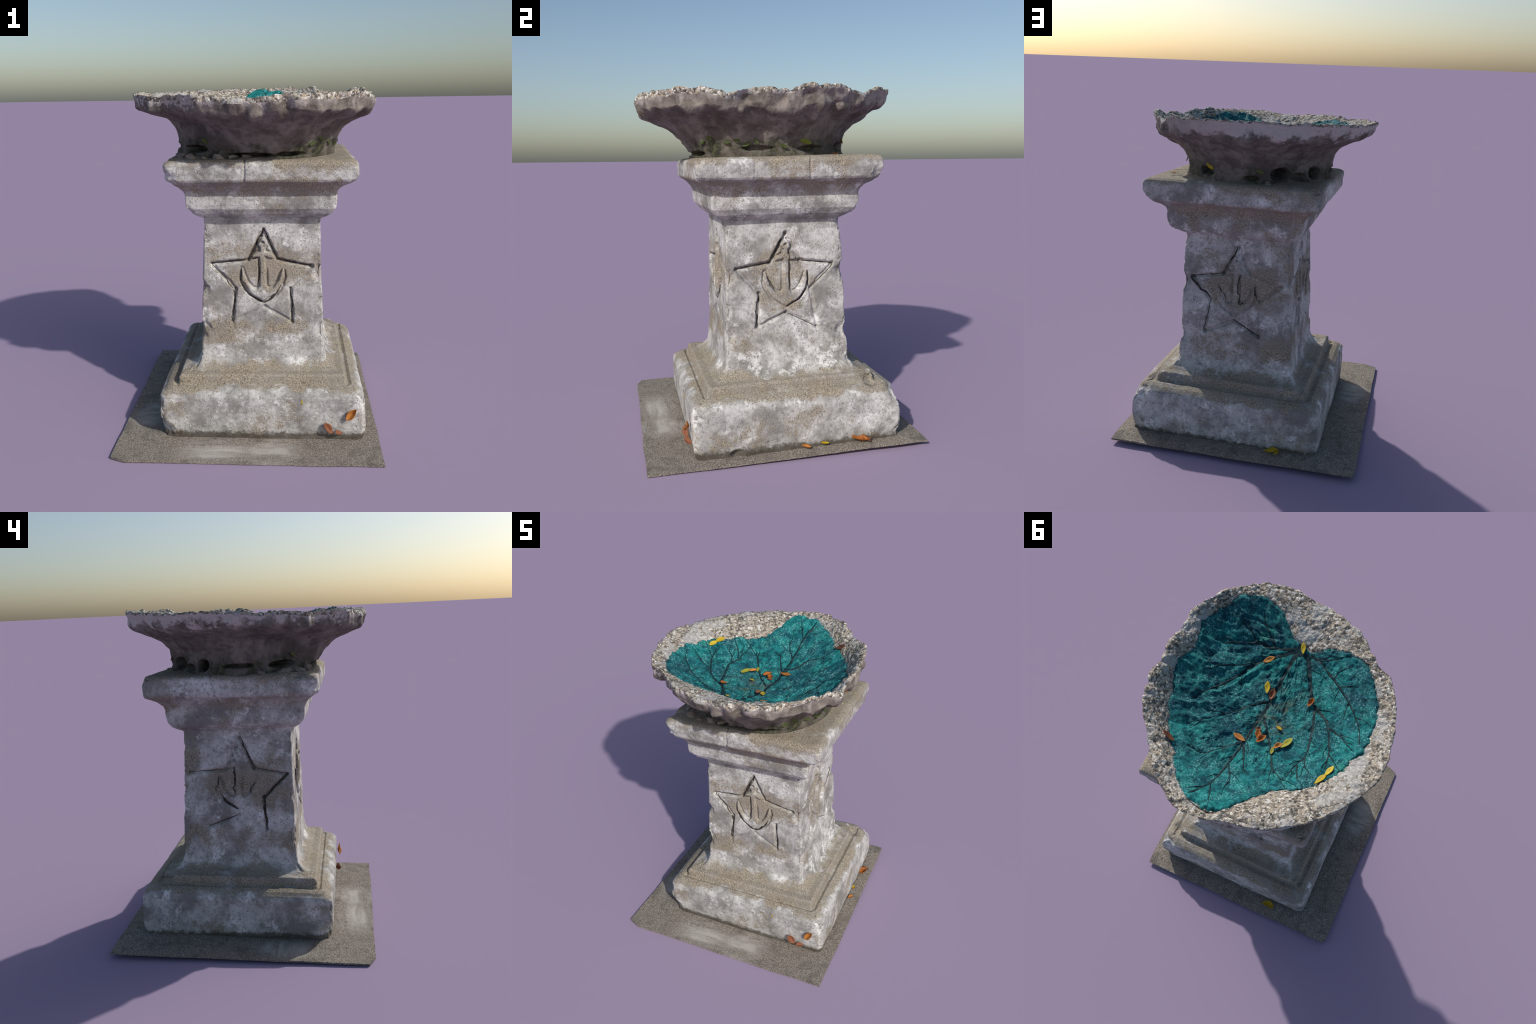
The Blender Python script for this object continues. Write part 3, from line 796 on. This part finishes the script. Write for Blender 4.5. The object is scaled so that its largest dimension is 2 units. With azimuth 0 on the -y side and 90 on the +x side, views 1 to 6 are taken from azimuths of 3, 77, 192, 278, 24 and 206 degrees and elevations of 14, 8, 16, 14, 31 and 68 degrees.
    # ---- veins: tapered strips bedded in their grooves
    def vein_mesh(w, pts, n):
        c = catmull(pts, n); L = len(c)
        d = np.gradient(c, axis=0); d /= np.linalg.norm(d, axis=1, keepdims=True)
        nn = np.stack([-d[:, 1], d[:, 0]], 1)
        wid = w * (1 - 0.72 * np.linspace(0, 1, L)) * (1 + 0.25 * vnoise(np.stack([c[:, 0] * 60, c[:, 1] * 60, c[:, 0] * 0], -1), 5))
        rows = []
        for o, hgt in ((-1.0, -0.0005), (-0.55, 0.0028), (0.0, 0.0036), (0.55, 0.0028), (1.0, -0.0005)):
            pxy = c + nn * (o * 1.05 * wid)[:, None]
            rows.append(np.stack([pxy[:, 0], pxy[:, 1], lining_height(pxy[:, 0], pxy[:, 1]) + hgt], -1))
        return np.array(rows)
    def inside_leaf(c):
        t = np.degrees(np.arctan2(c[-1][1], c[-1][0]))
        return np.hypot(*c[-1]) < periodic(np.array([t]), TEAL_R)[0] + 0.01
    for w, pts in VEIN:
        g = vein_mesh(w, pts, 14)
        me = make_mesh("leaf_vein", g.reshape(-1, 3), grid_faces(g.shape[0], g.shape[1], False))
        add_object("leaf_vein", me, bowl, MAT["vein"])
    vs, fs, off = [], [], 0
    for w, pts in SIDE:
        g = vein_mesh(w, pts, 6)
        vs.append(g.reshape(-1, 3)); fs.append(grid_faces(g.shape[0], g.shape[1], False) + off); off += vs[-1].shape[0]
    ob = add_object("fine_vein", make_mesh("fine_vein", np.vstack(vs), np.vstack(fs)), bowl, MAT["vein"])
    ob["kind"] = "stuff"
    return bowl

bowl = build_bowl()

# ------------------------------------------------------------------ pavement patch
def slab_top(x, y):
    u, v = (x + 0.75) / 1.5, (y + 0.775) / 1.55
    z = (1 - u) * (1 - v) * 0.012 + u * (1 - v) * 0.011 + (1 - u) * v * 0.038 + u * v * 0.028
    near = sstep(0.20, 0.0, np.maximum(np.maximum(-0.50 - x, x - 0.66), np.maximum(-0.52 - y, y - 0.63)))
    return z + near * (0.002 + 0.010 * sstep(-0.3, 0.6, y))

def build_slab():
    n = 150
    s = np.linspace(-1, 1, n)
    X, Y = np.meshgrid(s * 0.751, s * 0.777)
    # broken corner at the front left, slightly irregular cut edges
    p = np.stack([X, Y, 0 * X], -1)
    border = np.maximum(np.abs(X) / 0.751, np.abs(Y) / 0.777) > 0.999
    X = X + 0.004 * vnoise(p * 5, 91); Y = Y + 0.004 * vnoise(p * 5, 92)
    cut = (-0.656 - X) / 0.095 + (-0.738 - Y) / 0.040 - 1
    k = np.clip(cut, 0, None)
    X = X + np.where(k > 0, k * 0.095 * 0.5, 0); Y = Y + np.where(k > 0, k * 0.040 * 0.5, 0)
    Z = slab_top(X, Y) + 0.0018 * fbm(np.stack([X, Y, 0 * X], -1), 30, 3, 93)
    top = np.stack([X, Y, Z], -1)
    bot = top.copy(); bot[..., 2] = np.maximum(0.0, top[..., 2] - 0.010)
    F = grid_faces(n, n, False)
    idx = np.arange(n * n).reshape(n, n)
    ring = np.concatenate([idx[0, :-1], idx[:-1, -1], idx[-1, :0:-1], idx[:0:-1, 0]])
    nxt = np.roll(ring, -1)
    side = np.stack([ring + n * n, nxt + n * n, nxt, ring], 1)
    V = np.concatenate([top.reshape(-1, 3), bot.reshape(-1, 3)])
    V[:, 2] -= V[:, 2].min()
    me = make_mesh("pavement_patch", V, np.concatenate([F, (F + n * n)[:, ::-1], side]))
    me.set_sharp_from_angle(angle=math.radians(40))
    add_object("pavement_patch", me, root, MAT["pavement"])

build_slab()

# ------------------------------------------------------------------ rubble between cap and bowl
def build_rubble():
    r3 = np.random.default_rng(5)
    base = []
    for k in range(4):
        n1, n2 = 9, 14
        a = np.linspace(0.08, math.pi - 0.08, n1)[:, None]; b = np.linspace(0, 2 * math.pi, n2, endpoint=False)[None]
        S = np.stack([np.sin(a) * np.cos(b), np.sin(a) * np.sin(b), np.cos(a) + 0 * b], -1)
        S = S * (1 + 0.35 * vnoise(S * 1.6 + k * 9, 101 + k))[..., None] * np.array([1, 0.75, 0.55])
        S = np.round(S * 3.5) / 3.5 * 0.35 + S * 0.65
        base.append(make_mesh("rubble_stone", S.reshape(-1, 3), grid_faces(n1, n2, True), smooth=False))
        base[-1].materials.append(MAT["rubble"])
    spots = [(-.30, -.36, .045), (-.22, -.39, .040), (-.14, -.385, .05), (-.06, -.40, .042), (0.02, -.39, .045), (0.10, -.385, .03), (-.36, -.28, .05),
             (-.38, .05, .04), (-.40, -.05, .045), (-.39, -.15, .04), (0.20, .44, .03), (-.12, .455, .035), (.42, -.20, .035), (.36, -.27, .03)]
    for k, (x, y, s) in enumerate(spots):
        ob = add_object("rubble_stone", base[k % 4], root)
        s *= r3.uniform(0.5, 0.95); ob.location = (x, y, 1.612 + s * 0.2 + 0.016 * (y + 0.1)); ob.scale = (s, s * r3.uniform(0.7, 1.0), s * r3.uniform(0.6, 1.0))
        ob.rotation_euler = (r3.uniform(-.3, .3), r3.uniform(-.3, .3), r3.uniform(0, 6.28))
build_rubble()

# ------------------------------------------------------------------ fallen leaves
def leaf_blade(name, ratio, cup, curl, material):
    n, m = 17, 7
    t = np.linspace(0, 1, n)[:, None]; s = np.linspace(-1, 1, m)[None]
    w = ratio * np.sin(np.pi * np.clip(t, 0.02, 0.985) ** 0.85) ** 0.8
    X = (t - 0.5) + 0 * s; Y = 0.5 * w * s
    Z = cup * (s * w) ** 2 + curl * (t - 0.5) ** 2 * 2 + 0.015 * np.sin(9 * t + 2 * s)
    Z = Z - 0.02 * np.exp(-(s / 0.18) ** 2)
    top = np.stack([X, Y, Z], -1)
    bot = top - np.array([0, 0, 0.018])
    F = grid_faces(n, m, False); idx = np.arange(n * m).reshape(n, m)
    ring = np.concatenate([idx[0, :-1], idx[:-1, -1], idx[-1, :0:-1], idx[:0:-1, 0]]); nxt = np.roll(ring, -1)
    side = np.stack([ring + n * m, nxt + n * m, nxt, ring], 1)
    me = make_mesh(name, np.concatenate([top.reshape(-1, 3), bot.reshape(-1, 3)]), np.concatenate([F, (F + n * m)[:, ::-1], side]))
    me.materials.append(material)
    return me

FLAT = {c: leaf_blade("fallen_leaf", 0.42, 0.25, 0.10, MAT[c]) for c in ("orange", "yellow", "green", "brown", "smear_leaf")}
CURLED = {c: leaf_blade("fallen_leaf", 0.5, 0.9, 0.35, MAT[c]) for c in ("orange", "yellow", "green", "brown")}
LABEL = {"orange": "small dry orange fallen leaf", "yellow": "small bright yellow fallen leaf",
         "green": "small yellow green fallen leaf", "smear_leaf": "small dull green leaf added for scan-smeared foliage", "brown": "small curled brown fallen leaf"}

def drop_leaf(mesh, colour, loc, length, yaw, pitch=0.0, roll=0.0):
    ob = add_object("fallen_leaf", mesh)
    ob.location = loc; ob.scale = (length,) * 3; ob.rotation_euler = (roll, pitch, math.radians(yaw))
    ob["label"] = LABEL[colour]; ob["category"] = "leaf"

def bowl_leaf(x, y, colour, length, yaw, curled=False):
    e = 0.02
    xs = np.array([x, x + e, x - e, x, x]); ys = np.array([y, y, y, y + e, y - e])
    h = hollow(xs, ys)
    gx, gy = (h[1] - h[2]) / (2 * e), (h[3] - h[4]) / (2 * e)
    a = math.radians(yaw)
    pitch = -math.atan(gx * math.cos(a) + gy * math.sin(a)); roll = math.atan(-gx * math.sin(a) + gy * math.cos(a))
    z = float(lining_height(np.array([x]), np.array([y]))[0])
    drop_leaf((CURLED if curled else FLAT)[colour], colour, (x, y, max(z, h[0]) + 0.010), length, yaw, pitch, roll)

for spec in ((-.395, .262, "yellow", .085, 66), (-.418, .200, "yellow", .080, 74), (.045, .108, "orange", .068, 120, True), (.018, .128, "orange", .070, 60, True),
             (.062, .072, "brown", .040, 20, True), (.132, .168, "orange", .080, 168), (-.152, -.182, "orange", .062, 72, True),
             (.122, -.180, "yellow", .076, 112), (-.126, .097, "green", .088, 66), (-.086, .132, "orange", .060, 50, True), (-.070, .168, "green", .050, 100),
             (-.046, .020, "yellow", .040, 165), (.019, -.455, "yellow", .068, 112), (.185, -.335, "orange", .076, 44), (.080, -.155, "brown", .07, 95, True),
             (.440, .378, "brown", .085, 165)):
    bowl_leaf(*spec)
drop_leaf(CURLED["orange"], "orange", (.590, -.545, .188), .085, 0, -0.9, 1.2)  # curled leaves here stand in for spiky scan artefacts on the plinth front
drop_leaf(FLAT["yellow"], "yellow", (.320, -.532, .245), .045, 0, 0.9, 1.45)
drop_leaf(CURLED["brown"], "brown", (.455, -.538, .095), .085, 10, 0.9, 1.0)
drop_leaf(CURLED["brown"], "brown", (.515, -.540, .065), .06, 40, 0.3, 0.6)
for x, y, c, L, yaw in ((.690, .085, "orange", .055, 70), (.680, .194, "yellow", .05, 95), (.690, .400, "orange", .11, 80), (.700, .43, "brown", .06, 30),
                        (-.245, .690, "yellow", .09, 10), (-.28, .70, "yellow", .05, 60)):
    drop_leaf(CURLED[c], c, (x, y, float(slab_top(np.array([x]), np.array([y]))[0]) + 0.014), L, yaw, 0.1, 0.15)
drop_leaf(FLAT["orange"], "orange", (.506, .302, 1.626), .05, 30)
# leaves added for foliage the scan smeared under the bowl, against the neck
for th, z, c, L, p in ((-32, 1.70, "smear_leaf", .05, .5), (-26, 1.675, "smear_leaf", .045, -.3), (-38, 1.69, "smear_leaf", .05, .2), (15, 1.69, "green", .075, .2),
                       (66, 1.70, "yellow", .06, .6), (-48, 1.71, "smear_leaf", .05, .4), (-54, 1.69, "smear_leaf", .05, -.4), (232, 1.70, "smear_leaf", .05, .5),
                       (-2, 1.665, "smear_leaf", .05, .3), (-20, 1.69, "smear_leaf", .04, .9), (106, 1.69, "smear_leaf", .05, .3)):
    r = wall_r(th, z) + 0.004
    a = math.radians(th)
    drop_leaf(FLAT[c], c, (0.05 + r * math.cos(a), 0.03 + r * math.sin(a), z), L, th + 90, p, 1.2)
